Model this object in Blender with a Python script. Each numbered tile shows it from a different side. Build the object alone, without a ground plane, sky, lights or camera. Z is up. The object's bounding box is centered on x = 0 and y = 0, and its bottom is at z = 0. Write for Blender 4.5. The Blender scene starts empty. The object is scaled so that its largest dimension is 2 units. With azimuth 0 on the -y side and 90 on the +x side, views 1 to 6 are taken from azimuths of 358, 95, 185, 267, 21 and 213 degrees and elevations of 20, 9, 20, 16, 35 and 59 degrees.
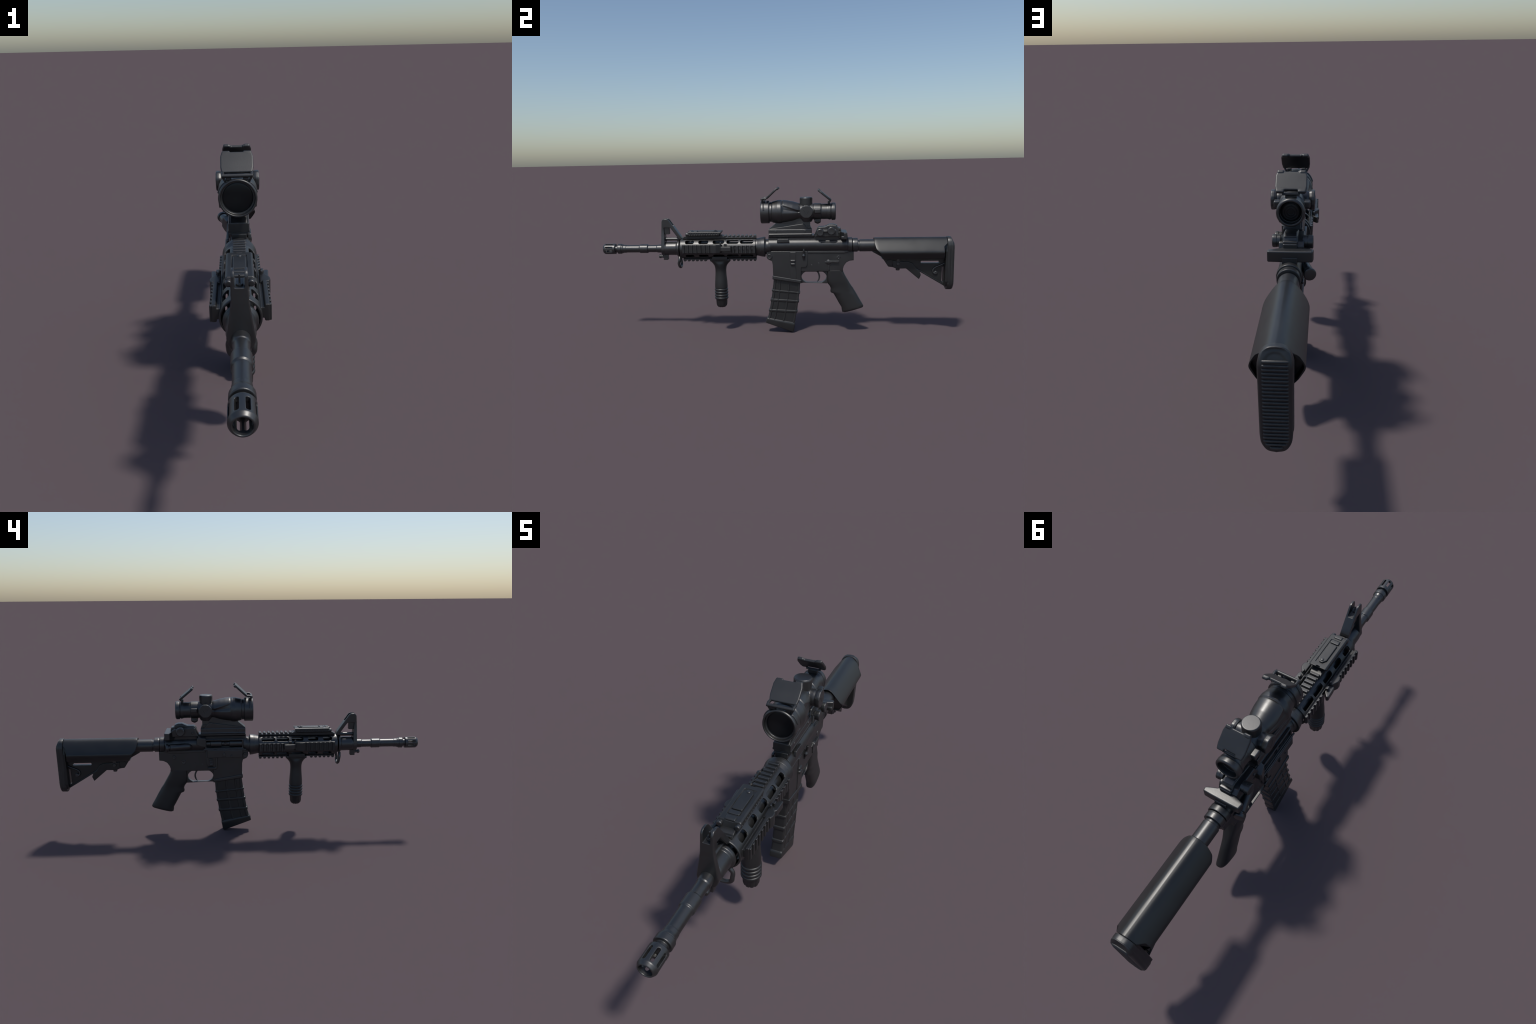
import bpy, bmesh, math
from math import sin, cos, pi, radians, sqrt, hypot, atan2
from mathutils import Matrix, Vector

# =====================================================================
#  frame: muzzle points to -y, butt to +y, left side of the rifle is +x
# =====================================================================
ZB = 0.4925          # bore axis height
ZS = 0.697           # scope axis height

# ------------------------------------------------------------ materials
def material(name, base, rough, spec=0.5, metal=0.0, grain=220.0, bump=0.05,
             scuff=0.35, scuff_col=None, coat=0.0, edge=0.003, edge_glint=0.7):
    m = bpy.data.materials.new(name)
    m.use_nodes = True
    nt = m.node_tree
    N, L = nt.nodes, nt.links
    bsdf = N["Principled BSDF"]
    tc = N.new("ShaderNodeTexCoord")
    # broad mottling of the finish
    n1 = N.new("ShaderNodeTexNoise"); n1.inputs["Scale"].default_value = 14.0
    n1.inputs["Detail"].default_value = 5.0
    L.new(tc.outputs["Object"], n1.inputs["Vector"])
    r1 = N.new("ShaderNodeValToRGB")
    r1.color_ramp.elements[0].position = 0.3
    r1.color_ramp.elements[1].position = 0.75
    lo = [c * 0.82 for c in base]; hi = [c * 1.2 for c in base]
    r1.color_ramp.elements[0].color = (*lo, 1)
    r1.color_ramp.elements[1].color = (*hi, 1)
    L.new(n1.outputs["Fac"], r1.inputs["Fac"])
    # sparse scuffs
    mp = N.new("ShaderNodeMapping"); mp.inputs["Scale"].default_value = (90, 25, 60)
    mp.inputs["Rotation"].default_value = (0.5, 0.3, 0.2)
    L.new(tc.outputs["Object"], mp.inputs["Vector"])
    n2 = N.new("ShaderNodeTexNoise"); n2.inputs["Scale"].default_value = 1.0
    n2.inputs["Detail"].default_value = 6.0
    L.new(mp.outputs["Vector"], n2.inputs["Vector"])
    r2 = N.new("ShaderNodeValToRGB")
    r2.color_ramp.elements[0].position = 0.62
    r2.color_ramp.elements[1].position = 0.78
    r2.color_ramp.elements[0].color = (0, 0, 0, 1)
    r2.color_ramp.elements[1].color = (scuff, scuff, scuff, 1)
    L.new(n2.outputs["Fac"], r2.inputs["Fac"])
    mix = N.new("ShaderNodeMix"); mix.data_type = 'RGBA'
    sc = scuff_col or [c * 2.0 for c in base]
    mix.inputs["B"].default_value = (*sc, 1)
    L.new(r2.outputs["Color"], mix.inputs["Factor"])
    L.new(r1.outputs["Color"], mix.inputs["A"])
    L.new(mix.outputs["Result"], bsdf.inputs["Base Color"])
    # roughness variation
    mr = N.new("ShaderNodeMapRange")
    mr.inputs["To Min"].default_value = rough - 0.05
    mr.inputs["To Max"].default_value = rough + 0.06
    L.new(n1.outputs["Fac"], mr.inputs["Value"])
    L.new(mr.outputs["Result"], bsdf.inputs["Roughness"])
    # fine grain
    n3 = N.new("ShaderNodeTexNoise"); n3.inputs["Scale"].default_value = grain
    n3.inputs["Detail"].default_value = 3.0
    L.new(tc.outputs["Object"], n3.inputs["Vector"])
    bp = N.new("ShaderNodeBump"); bp.inputs["Strength"].default_value = bump
    bp.inputs["Distance"].default_value = 0.002
    L.new(n3.outputs["Fac"], bp.inputs["Height"])
    bv = N.new("ShaderNodeBevel"); bv.samples = 4
    bv.inputs["Radius"].default_value = edge
    L.new(bv.outputs["Normal"], bp.inputs["Normal"])
    # edge glints painted into base colour where rounded and face normals differ, noise-broken
    if edge_glint > 0:
        geo = N.new("ShaderNodeNewGeometry")
        dt = N.new("ShaderNodeVectorMath"); dt.operation = 'DOT_PRODUCT'
        L.new(bv.outputs["Normal"], dt.inputs[0]); L.new(geo.outputs["Normal"], dt.inputs[1])
        em = N.new("ShaderNodeMapRange")
        em.inputs["From Min"].default_value = 0.985; em.inputs["From Max"].default_value = 0.88
        em.inputs["To Min"].default_value = 0.0; em.inputs["To Max"].default_value = edge_glint
        L.new(dt.outputs["Value"], em.inputs["Value"])
        n4 = N.new("ShaderNodeTexNoise"); n4.inputs["Scale"].default_value = 45.0
        n4.inputs["Detail"].default_value = 4.0
        L.new(tc.outputs["Object"], n4.inputs["Vector"])
        nr = N.new("ShaderNodeMapRange")
        nr.inputs["From Min"].default_value = 0.35; nr.inputs["From Max"].default_value = 0.65
        L.new(n4.outputs["Fac"], nr.inputs["Value"])
        mu = N.new("ShaderNodeMath"); mu.operation = 'MULTIPLY'
        L.new(em.outputs["Result"], mu.inputs[0]); L.new(nr.outputs["Result"], mu.inputs[1])
        mx = N.new("ShaderNodeMix"); mx.data_type = 'RGBA'
        L.new(mu.outputs["Value"], mx.inputs["Factor"])
        L.new(mix.outputs["Result"], mx.inputs["A"])
        mx.inputs["B"].default_value = (0.080, 0.081, 0.082, 1)
        L.new(mx.outputs["Result"], bsdf.inputs["Base Color"])
    L.new(bp.outputs["Normal"], bsdf.inputs["Normal"])
    bsdf.inputs["Specular IOR Level"].default_value = spec
    bsdf.inputs["Metallic"].default_value = metal
    bsdf.inputs["Coat Weight"].default_value = coat
    return m

M_ALU = material("anodised_aluminium", (0.0104, 0.0107, 0.0110), 0.41, 0.95)
M_STEEL = material("phosphated_steel", (0.0118, 0.0122, 0.0126), 0.38, 1.0)
M_POLY = material("black_polymer", (0.0110, 0.0113, 0.0114), 0.45, 0.72, grain=320, bump=0.06)
M_STOCK = material("stock_polymer", (0.0135, 0.0141, 0.0142), 0.38, 0.60, grain=320, bump=0.02, scuff=0.2, edge_glint=0.4)
M_RUBBER = material("black_rubber", (0.0125, 0.0128, 0.0130), 0.44, 0.80, grain=260, bump=0.06)
M_SCOPE = material("scope_coating", (0.0115, 0.0118, 0.0120), 0.40, 1.0)
M_LENS = material("lens_glass", (0.008, 0.009, 0.010), 0.30, 0.35, bump=0.0, scuff=0.0, edge_glint=0.0)

# ------------------------------------------------------------ geometry kit
def fillet(pts, closed=True, seg=5):
    """polyline of (a, b[, radius]) -> polyline with rounded corners"""
    out, n = [], len(pts)
    for i, p in enumerate(pts):
        r = p[2] if len(p) > 2 else 0.0
        P = Vector(p[:2])
        if r <= 0 or (not closed and i in (0, n - 1)):
            out.append((P.x, P.y)); continue
        A = Vector(pts[i - 1][:2]) - P
        B = Vector(pts[(i + 1) % n][:2]) - P
        la, lb = A.length, B.length
        if la < 1e-7 or lb < 1e-7:
            out.append((P.x, P.y)); continue
        A /= la; B /= lb
        ang = math.acos(max(-1, min(1, A.dot(B))))
        if ang > pi - 0.02:
            out.append((P.x, P.y)); continue
        d = min(r / math.tan(ang / 2), la * 0.48, lb * 0.48)
        rr = d * math.tan(ang / 2)
        C = P + (A + B).normalized() * (rr / sin(ang / 2))
        s, e = P + A * d - C, P + B * d - C
        a0, a1 = atan2(s.y, s.x), atan2(e.y, e.x)
        da = (a1 - a0 + pi) % (2 * pi) - pi
        for k in range(seg + 1):
            t = a0 + da * k / seg
            out.append((C.x + rr * cos(t), C.y + rr * sin(t)))
    return out

def arc(cx, cy, r, a0, a1, n=12, ry=None):
    ry = ry or r
    return [(cx + r * cos(radians(a0 + (a1 - a0) * k / n)),
             cy + ry * sin(radians(a0 + (a1 - a0) * k / n))) for k in range(n + 1)]

def spline(pts, n=8):
    """smooth open curve through control points (Catmull-Rom)"""
    P = [Vector(p) for p in pts]
    P = [P[0] * 2 - P[1]] + P + [P[-1] * 2 - P[-2]]
    out = []
    for i in range(1, len(P) - 2):
        for k in range(n):
            t = k / n
            a, b, c, d = P[i - 1:i + 3]
            out.append(0.5 * ((2 * b) + (c - a) * t + (2 * a - 5 * b + 4 * c - d) * t * t
                              + (3 * b - a - 3 * c + d) * t ** 3))
    out.append(P[-2])
    return [tuple(v) for v in out]

def mesh_from(bm, name="m"):
    bmesh.ops.recalc_face_normals(bm, faces=bm.faces)
    me = bpy.data.meshes.new(name); bm.to_mesh(me); bm.free()
    return me

def evaluated(ob):
    dg = bpy.context.evaluated_depsgraph_get()
    me = bpy.data.meshes.new_from_object(ob.evaluated_get(dg), depsgraph=dg)
    return me

def prism(outline, lo, hi, axis='x', bevel=0.0015, holes=(), res=2):
    """outline in (y,z) for axis x, (x,z) for axis y, (x,y) for axis z"""
    cu = bpy.data.curves.new("c", 'CURVE')
    cu.dimensions = '2D'; cu.fill_mode = 'BOTH'
    for loop in [outline] + list(holes):
        L = [p[:2] for p in loop]
        if axis == 'y':
            L = [(b, a) for a, b in L]
        sp = cu.splines.new('POLY'); sp.points.add(len(L) - 1)
        for q, p in zip(sp.points, L):
            q.co = (p[0], p[1], 0, 1)
        sp.use_cyclic_u = True
    h = (hi - lo) / 2
    bevel = min(bevel, h * 0.9)
    cu.extrude = h - bevel
    cu.bevel_depth = bevel; cu.bevel_resolution = res; cu.offset = -bevel
    ob = bpy.data.objects.new("c", cu)
    bpy.context.scene.collection.objects.link(ob)
    me = evaluated(ob)
    bpy.data.objects.remove(ob); bpy.data.curves.remove(cu)
    mid = (hi + lo) / 2
    bm = bmesh.new(); bm.from_mesh(me); bpy.data.meshes.remove(me)
    for v in bm.verts:
        X, Y, Zc = v.co
        if axis == 'x': v.co = (Zc + mid, X, Y)
        elif axis == 'y': v.co = (Y, Zc + mid, X)
        else: v.co = (X, Y, Zc + mid)
    bmesh.ops.remove_doubles(bm, verts=bm.verts, dist=1e-5)
    return mesh_from(bm)

def box(c, s, bevel=0.002, seg=2, taper=None):
    """rounded box, centre c, full size s; taper = (axis, fx, fy, fz) scale at the + end"""
    bm = bmesh.new()
    bmesh.ops.create_cube(bm, size=1.0)
    for v in bm.verts:
        f = [1, 1, 1]
        if taper and v.co[taper[0]] > 0:
            f = taper[1:]
        v.co = Vector((v.co.x * s[0] * f[0], v.co.y * s[1] * f[1], v.co.z * s[2] * f[2]))
    if bevel > 0:
        bmesh.ops.bevel(bm, geom=bm.edges, offset=min(bevel, min(s) * 0.45), segments=seg,
                        profile=0.5, affect='EDGES')
    for v in bm.verts:
        v.co += Vector(c)
    return mesh_from(bm)

def lathe(profile, axis='y', c=(0, 0), segs=56, closed=False, rfun=None, phase=0.0):
    """profile of (position along axis, radius); c = the two other coordinates"""
    bm = bmesh.new(); rings = []
    for a, r in profile:
        ring = []
        for k in range(segs):
            t = 2 * pi * k / segs + phase
            rr = rfun(a, r, t) if rfun else r
            u, w = rr * cos(t), rr * sin(t)          # t: 90 deg = up / +second axis
            if axis == 'y': co = (c[0] + u, a, c[1] + w)
            elif axis == 'z': co = (c[0] + u, c[1] + w, a)
            else: co = (a, c[0] + u, c[1] + w)
            ring.append(bm.verts.new(co))
        rings.append(ring)
    m = len(rings)
    for i in range(m if closed else m - 1):
        A, B = rings[i], rings[(i + 1) % m]
        for k in range(segs):
            bm.faces.new((A[k], A[(k + 1) % segs], B[(k + 1) % segs], B[k]))
    if not closed:
        bm.faces.new(rings[0]); bm.faces.new(rings[-1])
    bmesh.ops.remove_doubles(bm, verts=bm.verts, dist=1e-6)
    return mesh_from(bm)

def loft(sections, cap=True):
    """sections: lists of equally many 3D points forming closed rings"""
    bm = bmesh.new()
    R = [[bm.verts.new(p) for p in s] for s in sections]
    n = len(R[0])
    for A, B in zip(R, R[1:]):
        for k in range(n):
            bm.faces.new((A[k], A[(k + 1) % n], B[(k + 1) % n], B[k]))
    if cap:
        bm.faces.new(R[0]); bm.faces.new(R[-1])
    return mesh_from(bm)

def tube(path, r, segs=12, closed=False):
    P = [Vector(p) for p in path]; n = len(P); secs = []
    prev = None
    for i in range(n):
        if closed: d = P[(i + 1) % n] - P[i - 1]
        else: d = P[min(i + 1, n - 1)] - P[max(i - 1, 0)]
        d.normalize()
        if prev is None:
            u = d.orthogonal().normalized()
        else:
            u = (prev - d * prev.dot(d)).normalized()
        prev = u; w = d.cross(u)
        rr = r(i / (n - 1)) if callable(r) else r
        secs.append([P[i] + (u * cos(2 * pi * k / segs) + w * sin(2 * pi * k / segs)) * rr
                     for k in range(segs)])
    if closed:
        secs.append(secs[0])
    me = loft(secs, cap=not closed)
    if closed:
        bm = bmesh.new(); bm.from_mesh(me)
        bmesh.ops.remove_doubles(bm, verts=bm.verts, dist=1e-6)
        me = mesh_from(bm)
    return me

def moved(me, mat):
    me.transform(mat); 
    if mat.determinant() < 0: me.flip_normals()
    return me

def join(meshes):
    bm = bmesh.new()
    for m in meshes:
        bm.from_mesh(m)
    me = bpy.data.meshes.new("j"); bm.to_mesh(me); bm.free()
    return me

def warp(me, f):
    for v in me.vertices:
        v.co = f(v.co.copy())
    return me

def cut(me, cutters, op='DIFFERENCE'):
    sc = bpy.context.scene.collection
    a = bpy.data.objects.new("a", me); b = bpy.data.objects.new("b", join(cutters))
    sc.objects.link(a); sc.objects.link(b)
    md = a.modifiers.new("b", 'BOOLEAN'); md.operation = op; md.object = b
    md.solver = 'EXACT'; md.use_self = True
    out = evaluated(a)
    bpy.data.objects.remove(a); bpy.data.objects.remove(b)
    return out

def mirror_x(me):
    m = me.copy(); return moved(m, Matrix.Scale(-1, 4, (1, 0, 0)))

WORLD = {}
def add(name, me, parent, mat, angle=38, weighted=True, bevel=0.0):
    """make a named part; mesh is in world coordinates, origin goes to its middle"""
    if isinstance(me, (list, tuple)): me = join(me)
    lo = Vector((1e9,) * 3); hi = -lo
    for v in me.vertices:
        for i in range(3):
            lo[i] = min(lo[i], v.co[i]); hi[i] = max(hi[i], v.co[i])
    c = (lo + hi) / 2
    me.transform(Matrix.Translation(-c))
    me.materials.clear(); me.materials.append(mat)
    me.polygons.foreach_set("use_smooth", [True] * len(me.polygons))
    me.set_sharp_from_angle(angle=radians(angle))
    me.name = name
    ob = bpy.data.objects.new(name, me)
    bpy.context.scene.collection.objects.link(ob)
    place(ob, c, parent)
    if bevel:
        b = ob.modifiers.new("bevel", 'BEVEL'); b.width = bevel; b.segments = 2
        b.limit_method = 'ANGLE'; b.angle_limit = radians(35); b.harden_normals = False
    if weighted:
        w = ob.modifiers.new("wn", 'WEIGHTED_NORMAL'); w.keep_sharp = True
    return ob

def place(ob, c, parent):
    WORLD[ob] = Vector(c)
    ob.location = c
    if parent:
        ob.parent = parent
        ob.matrix_parent_inverse = Matrix.Translation(-WORLD[parent])

def repeat(src, name, positions, parent):
    """linked copies of src at further centres"""
    for p in positions:
        o = src.copy(); o.name = name
        bpy.context.scene.collection.objects.link(o)
        place(o, p, parent)

def rot_y(deg, z0): 
    return Matrix.Translation((0, 0, z0)) @ Matrix.Rotation(radians(deg), 4, 'Y') @ Matrix.Translation((0, 0, -z0))

def superellipse(hx, hy, n, e=2.6):
    out = []
    for k in range(n):
        t = 2 * pi * k / n
        cx, sx = cos(t), sin(t)
        out.append((hx * math.copysign(abs(cx) ** (2 / e), cx), hy * math.copysign(abs(sx) ** (2 / e), sx)))
    return out

# ------------------------------------------------------------ the thing
rifle = bpy.data.objects.new("assault_rifle", None)
bpy.context.scene.collection.objects.link(rifle)
WORLD[rifle] = Vector((0, 0, 0))
rifle["label"] = "black military carbine with scope, foregrip and adjustable stock"
rifle["category"] = "rifle"

# ===================================================================== barrel
prof = fillet([(-0.935, 0.0), (-0.935, 0.0160), (-0.910, 0.0160), (-0.909, 0.0245, .002), (-0.889, 0.0262, .002), (-0.880, 0.0236, .003),
        (-0.866, 0.0232, .002), (-0.864, 0.0219, .002), (-0.787, 0.0219, .002), (-0.783, 0.0256, .003), (-0.739, 0.0256, .003),
        (-0.734, 0.0208, .002), (-0.684, 0.0210, .002), (-0.680, 0.0232, .002), (-0.655, 0.0236), (-0.60, 0.024),
        (-0.06, 0.024), (-0.06, 0.0)], closed=False)
barrel = add("barrel", lathe(prof, c=(0, ZB)), rifle, M_STEEL)

# flash hider: hollow cage with eight slots
fh = lathe(fillet([(-1.0, 0.0200, .003), (-1.0, 0.0240, .004), (-0.990, 0.0302, .006), (-0.929, 0.0302, .003), (-0.929, 0.0192, .001),
                   (-0.9150, 0.0192, .001), (-0.9150, 0.0292, .003), (-0.893, 0.0290, .003), (-0.889, 0.0165), (-0.932, 0.0165), (-0.936, 0.0185)]),
           c=(0, ZB), closed=True, segs=72)
cutters = []
for k in range(8):
    s = prism(fillet([(-0.986, -0.0052, .0051), (-0.942, -0.0052, .0051), (-0.942, 0.0052, .0051), (-0.986, 0.0052, .0051)], seg=8),
              0.010, 0.04, axis='x', bevel=0.0005)
    moved(s, Matrix.Rotation(radians(22.5 + 45 * k), 4, 'Y'))
    moved(s, Matrix.Translation((0, 0, ZB)))
    cutters.append(s)
add("flash_hider", cut(fh, cutters), barrel, M_STEEL, bevel=0.0012)

# gas tube seen through the handguard slots
add("gas_tube", lathe([(-0.56, 0.006), (-0.06, 0.006)], c=(0, ZB + 0.045), segs=16), barrel, M_STEEL)
# handguard cap and gas block collar behind the front sight
add("handguard_cap", lathe(fillet([(-0.648, 0.020), (-0.648, 0.034, .003), (-0.630, 0.0365, .002), (-0.624, 0.0385, .003), (-0.566, 0.0395, .003),
        (-0.560, 0.0470, .003), (-0.548, 0.0475, .003), (-0.545, 0.030)], closed=False), c=(0, ZB + 0.001)), barrel, M_STEEL)

# ===================================================================== front sight
outline = fillet([(-0.654, 0.458), (-0.6505, 0.585, .02), (-0.646, 0.6665, .017), (-0.610, 0.6655, .022), (-0.540, 0.5650, .01), (-0.533, 0.548, .004), (-0.5485, 0.545),
                  (-0.597, 0.614, .010), (-0.6355, 0.614, .002), (-0.632, 0.556), (-0.630, 0.458)])
fs = prism(outline, -0.0205, 0.0205, bevel=0.003, res=3)
bm = bmesh.new(); bm.from_mesh(fs)
for zc in (0.466, 0.474, 0.483, 0.4925, 0.51, 0.53, 0.56, 0.59):
    bmesh.ops.bisect_plane(bm, geom=bm.verts[:] + bm.edges[:] + bm.faces[:], plane_co=(0, 0, zc), plane_no=(0, 0, 1))
fs = mesh_from(bm)
def flare(v):
    if v.z < 0.61 and v.y < -0.61:
        k = min(1, (0.61 - v.z) / 0.115)
        f = 1 + 0.78 * k ** 1.3
        if v.z < ZB:
            f *= sqrt(max(0.05, 1 - ((ZB - v.z) / 0.0385) ** 2))
        v.x *= f
    return v
fs = warp(fs, flare)
fs = cut(fs, [prism(fillet([(-0.0125, 0.624, .003), (0.0125, 0.624, .003), (0.0135, 0.70), (-0.0135, 0.70)]), -0.70, -0.50, 'y', 0.0003)])
front_sight = add("front_sight_base", fs, rifle, M_STEEL)
add("sight_post", [box((0, -0.626, 0.636), (0.0045, 0.005, 0.032), 0.001),
                   lathe([(0.618, 0.009), (0.628, 0.009)], 'z', (0, -0.626), 20)], front_sight, M_STEEL)
add("post_housing", box((0, -0.6235, 0.5965), (0.026, 0.035, 0.040), 0.002), front_sight, M_STEEL)
add("barrel_clamp", lathe(fillet([(-0.650, 0.02), (-0.650, 0.0355, .003), (-0.618, 0.0365, .003), (-0.618, 0.02)], closed=False), c=(0, ZB)), front_sight, M_STEEL)
add("bayonet_lug", [prism(fillet([(-0.646, 0.465), (-0.646, 0.427, .004), (-0.619, 0.427, .004), (-0.619, 0.465)]), -0.013, 0.013, bevel=0.003),
                    lathe(fillet([(-0.674, 0.0), (-0.674, 0.0100, .004), (-0.662, 0.0115, .003), (-0.662, 0.008), (-0.640, 0.009)], closed=False), c=(0, 0.447), segs=20)],
    front_sight, M_STEEL)
add("gas_port_tube", lathe(fillet([(-0.640, 0.0), (-0.640, 0.010, .002), (-0.545, 0.010)], closed=False), c=(0, 0.548), segs=20), front_sight, M_STEEL)
# sling loop: bent rod
path = [(-0.022, -0.556, 0.448)] + [(-0.034 + 0.0, -0.555, 0.432)] + \
       [(-0.034 * cos(radians(a)), -0.552 + 0.004 * sin(radians(a)), 0.412 - 0.028 * sin(radians(a)) ** 0.8 if a not in (0, 180) else 0.412) for a in range(0, 181, 12)] + \
       [(0.034, -0.547, 0.432), (0.022, -0.548, 0.448)]
add("sling_loop", tube(spline(path, 3), 0.0076, 12), rifle, M_STEEL)

# ===================================================================== handguard
HG0, HG1 = -0.540, -0.105
ring = fillet([(HG0, 0.0515), (HG0, 0.0572, .002), (HG0 + .004, 0.0580, .002), (HG1, 0.0580, .002), (HG1, 0.0515)])
tubeg = lathe(ring, c=(0, ZB + .001), closed=True, segs=96)
slots = [(-0.509, -0.459), (-0.432, -0.376), (-0.350, -0.285), (-0.271, -0.203), (-0.193, -0.119)]
cutters = []
for a in (45, -45, 135, -135):
    w = 0.0135 if a > 0 else 0.012
    for y0, y1 in slots:
        s = prism(fillet([(y0, -w, .010), (y1, -w, .010), (y1, w, .010), (y0, w, .010)]), 0.035, 0.075, 'x', 0.0005)
        moved(s, Matrix.Translation((0, 0, ZB + .001)) @ Matrix.Rotation(radians(-a), 4, 'Y'))
        cutters.append(s)
tubeg = cut(tubeg, cutters)
handguard = add("handguard", tubeg, rifle, M_ALU, bevel=0.0012)
# inner heat shield behind the slots
add("heat_shield", lathe([(-0.535, 0.034), (-0.535, 0.0365), (-0.11, 0.0365), (-0.11, 0.034)], c=(0, ZB - .002), closed=True, segs=40), handguard, M_STEEL)

# rails: base strips on four sides
def rail_base(y0, y1, top, half, neck):
    """dovetail strip lying along y, top side up, in local frame (x, height)"""
    return prism(fillet([(-neck, 0.050), (-neck, top - .011), (-half, top - .007), (-half, top - .002), (half, top - .002), (half, top - .007), (neck, top - .011), (neck, 0.050)]),
                 y0, y1, 'y', 0.001)
def turned(me, deg):
    moved(me, Matrix.Translation((0, 0, ZB)) @ Matrix.Rotation(radians(deg), 4, 'Y'))
    return me
PITCH = 0.0240
add("rail_strip", turned(rail_base(HG0 + .012, HG1, 0.0680, 0.0205, 0.0155), 0), handguard, M_ALU)
add("rail_strip", turned(rail_base(HG0 + .012, HG1, 0.0655, 0.0205, 0.0155), 180), handguard, M_ALU)
for sd in (1, -1):
    add("rail_strip", turned(rail_base(HG0 + .018, HG1, 0.0590, 0.0215, 0.018), 90 * sd), handguard, M_ALU)

def tooth(h, half, base, L=0.0125):
    """one cross bar of a rail, trapezoid seen from the side"""
    me = prism(fillet([(-L / 2 - .003, 0), (L / 2 + .003, 0), (L / 2 - .001, h, .0016), (-L / 2 + .001, h, .0016)]), -half, half, 'x', 0.0014)
    return moved(me, Matrix.Translation((0, 0, base)))
ys_top = [-0.113 - PITCH * k for k in range(8)]
ys_bot = [-0.113 - PITCH * k for k in range(6)] + [-0.400 - PITCH * k for k in range(6)]
ys_side = [-0.113 - PITCH * k for k in range(6)]
def teeth(src, ys, deg):
    me = turned(src, deg)
    first = None
    for y in ys:
        if first is None:
            m2 = moved(me, Matrix.Translation((0, y, 0)))
            first = add("rail_tooth", m2, handguard, M_ALU); y_first = y
        else:
            repeat(first, "rail_tooth", [WORLD[first] + Vector((0, y - y_first, 0))], handguard)
teeth(tooth(0.0120, 0.0205, 0.0640), ys_top, 0)
teeth(tooth(0.0120, 0.0205, 0.0612), ys_bot, 180)
for sd in (1, -1):
    teeth(tooth(0.0085, 0.0215, 0.0560), ys_side, 90 * sd)

# side panels with ribbed front half, smooth wedge and locking lever
for sd in (1, -1):
    px = lambda pts: [(x * sd, z) for x, z in pts]
    body = prism(fillet([(0.050 * sd, 0.484), (0.050 * sd, 0.513), (0.063 * sd, 0.514), (0.065 * sd, 0.523, .003), (0.0775 * sd, 0.523, .003),
                         (0.0775 * sd, 0.474, .003), (0.065 * sd, 0.474, .003), (0.063 * sd, 0.482)]), -0.521, -0.352, 'y', 0.003)
    panel = add("rail_panel", body, rifle, M_POLY)
    rib0 = None
    for k in range(7):
        y = -0.513 + 0.0240 * k
        c = Vector((0.0785 * sd, y, 0.4985))
        if rib0 is None:
            rib0 = add("panel_rib", box(c, (0.0085, 0.0125, 0.048), 0.003, 3), panel, M_POLY)
        else:
            repeat(rib0, "panel_rib", [c], panel)
    wedge = prism(fillet([(0.058 * sd, -0.356), (0.0835 * sd, -0.356, .004), (0.089 * sd, -0.340, .008), (0.0885 * sd, -0.326, .01), (0.074 * sd, -0.300, .006), (0.058 * sd, -0.296)]),
                  0.4745, 0.5225, 'z', 0.0035)
    add("panel_wedge", wedge, panel, M_POLY)
    lev = prism(fillet([(0.060 * sd, -0.302), (0.078 * sd, -0.306, .003), (0.085 * sd, -0.296, .004), (0.0875 * sd, -0.243, .004), (0.078 * sd, -0.238, .004), (0.060 * sd, -0.262, .003)]),
                0.485, 0.512, 'z', 0.003)
    add("locking_lever", [lev,
                          box((0.0665 * sd, -0.275, 0.520), (0.010, 0.016, 0.014), 0.002),
                          box((0.064 * sd, -0.303, 0.525), (0.008, 0.010, 0.018), 0.002),
                          box((0.066 * sd, -0.318, 0.488), (0.024, 0.030, 0.016), 0.003)], panel, M_STEEL)

# ===================================================================== box on the top rail
bx = prism(fillet([(-0.0395, 0.5735, .004), (-0.0395, 0.592, .005), (-0.034, 0.5955, .004), (0.034, 0.5955, .004), (0.0395, 0.592, .005), (0.0395, 0.5735, .004), (0.03, 0.569), (-0.03, 0.569)]),
           -0.502, -0.298, 'y', 0.003)
bx = warp(bx, lambda v: Vector((v.x, v.y - (0.020 * (0.598 - v.z) / 0.03 if v.y > -0.32 else 0) + (0.012 * (v.z - 0.57) / 0.03 if v.y < -0.49 else 0), v.z)))
cutters = [box((0, -0.293, 0.592), (0.018, 0.03, 0.014), 0.004),
           box((0, -0.500, 0.597), (0.030, 0.018, 0.012), 0.003),
           prism(fillet([(-0.023, -0.465, .004), (0.023, -0.465, .004), (0.023, -0.322, .004), (-0.023, -0.322, .004)]), 0.5925, 0.61, 'z', 0.0005)]
for sd in (1, -1):
    for k in range(12):
        cutters.append(box((0.0405 * sd, -0.484 + 0.0142 * k, 0.583), (0.006, 0.0065, 0.010), 0.001, 1))
bx = cut(bx, cutters)
light = add("rail_light_box", bx, rifle, M_POLY)
add("box_clamp", prism(fillet([(-0.528, 0.553), (-0.520, 0.566, .003), (-0.505, 0.5725), (-0.300, 0.5725), (-0.284, 0.566, .003), (-0.276, 0.553)]), -0.0255, 0.0255, 'x', 0.002), light, M_POLY)
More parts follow.
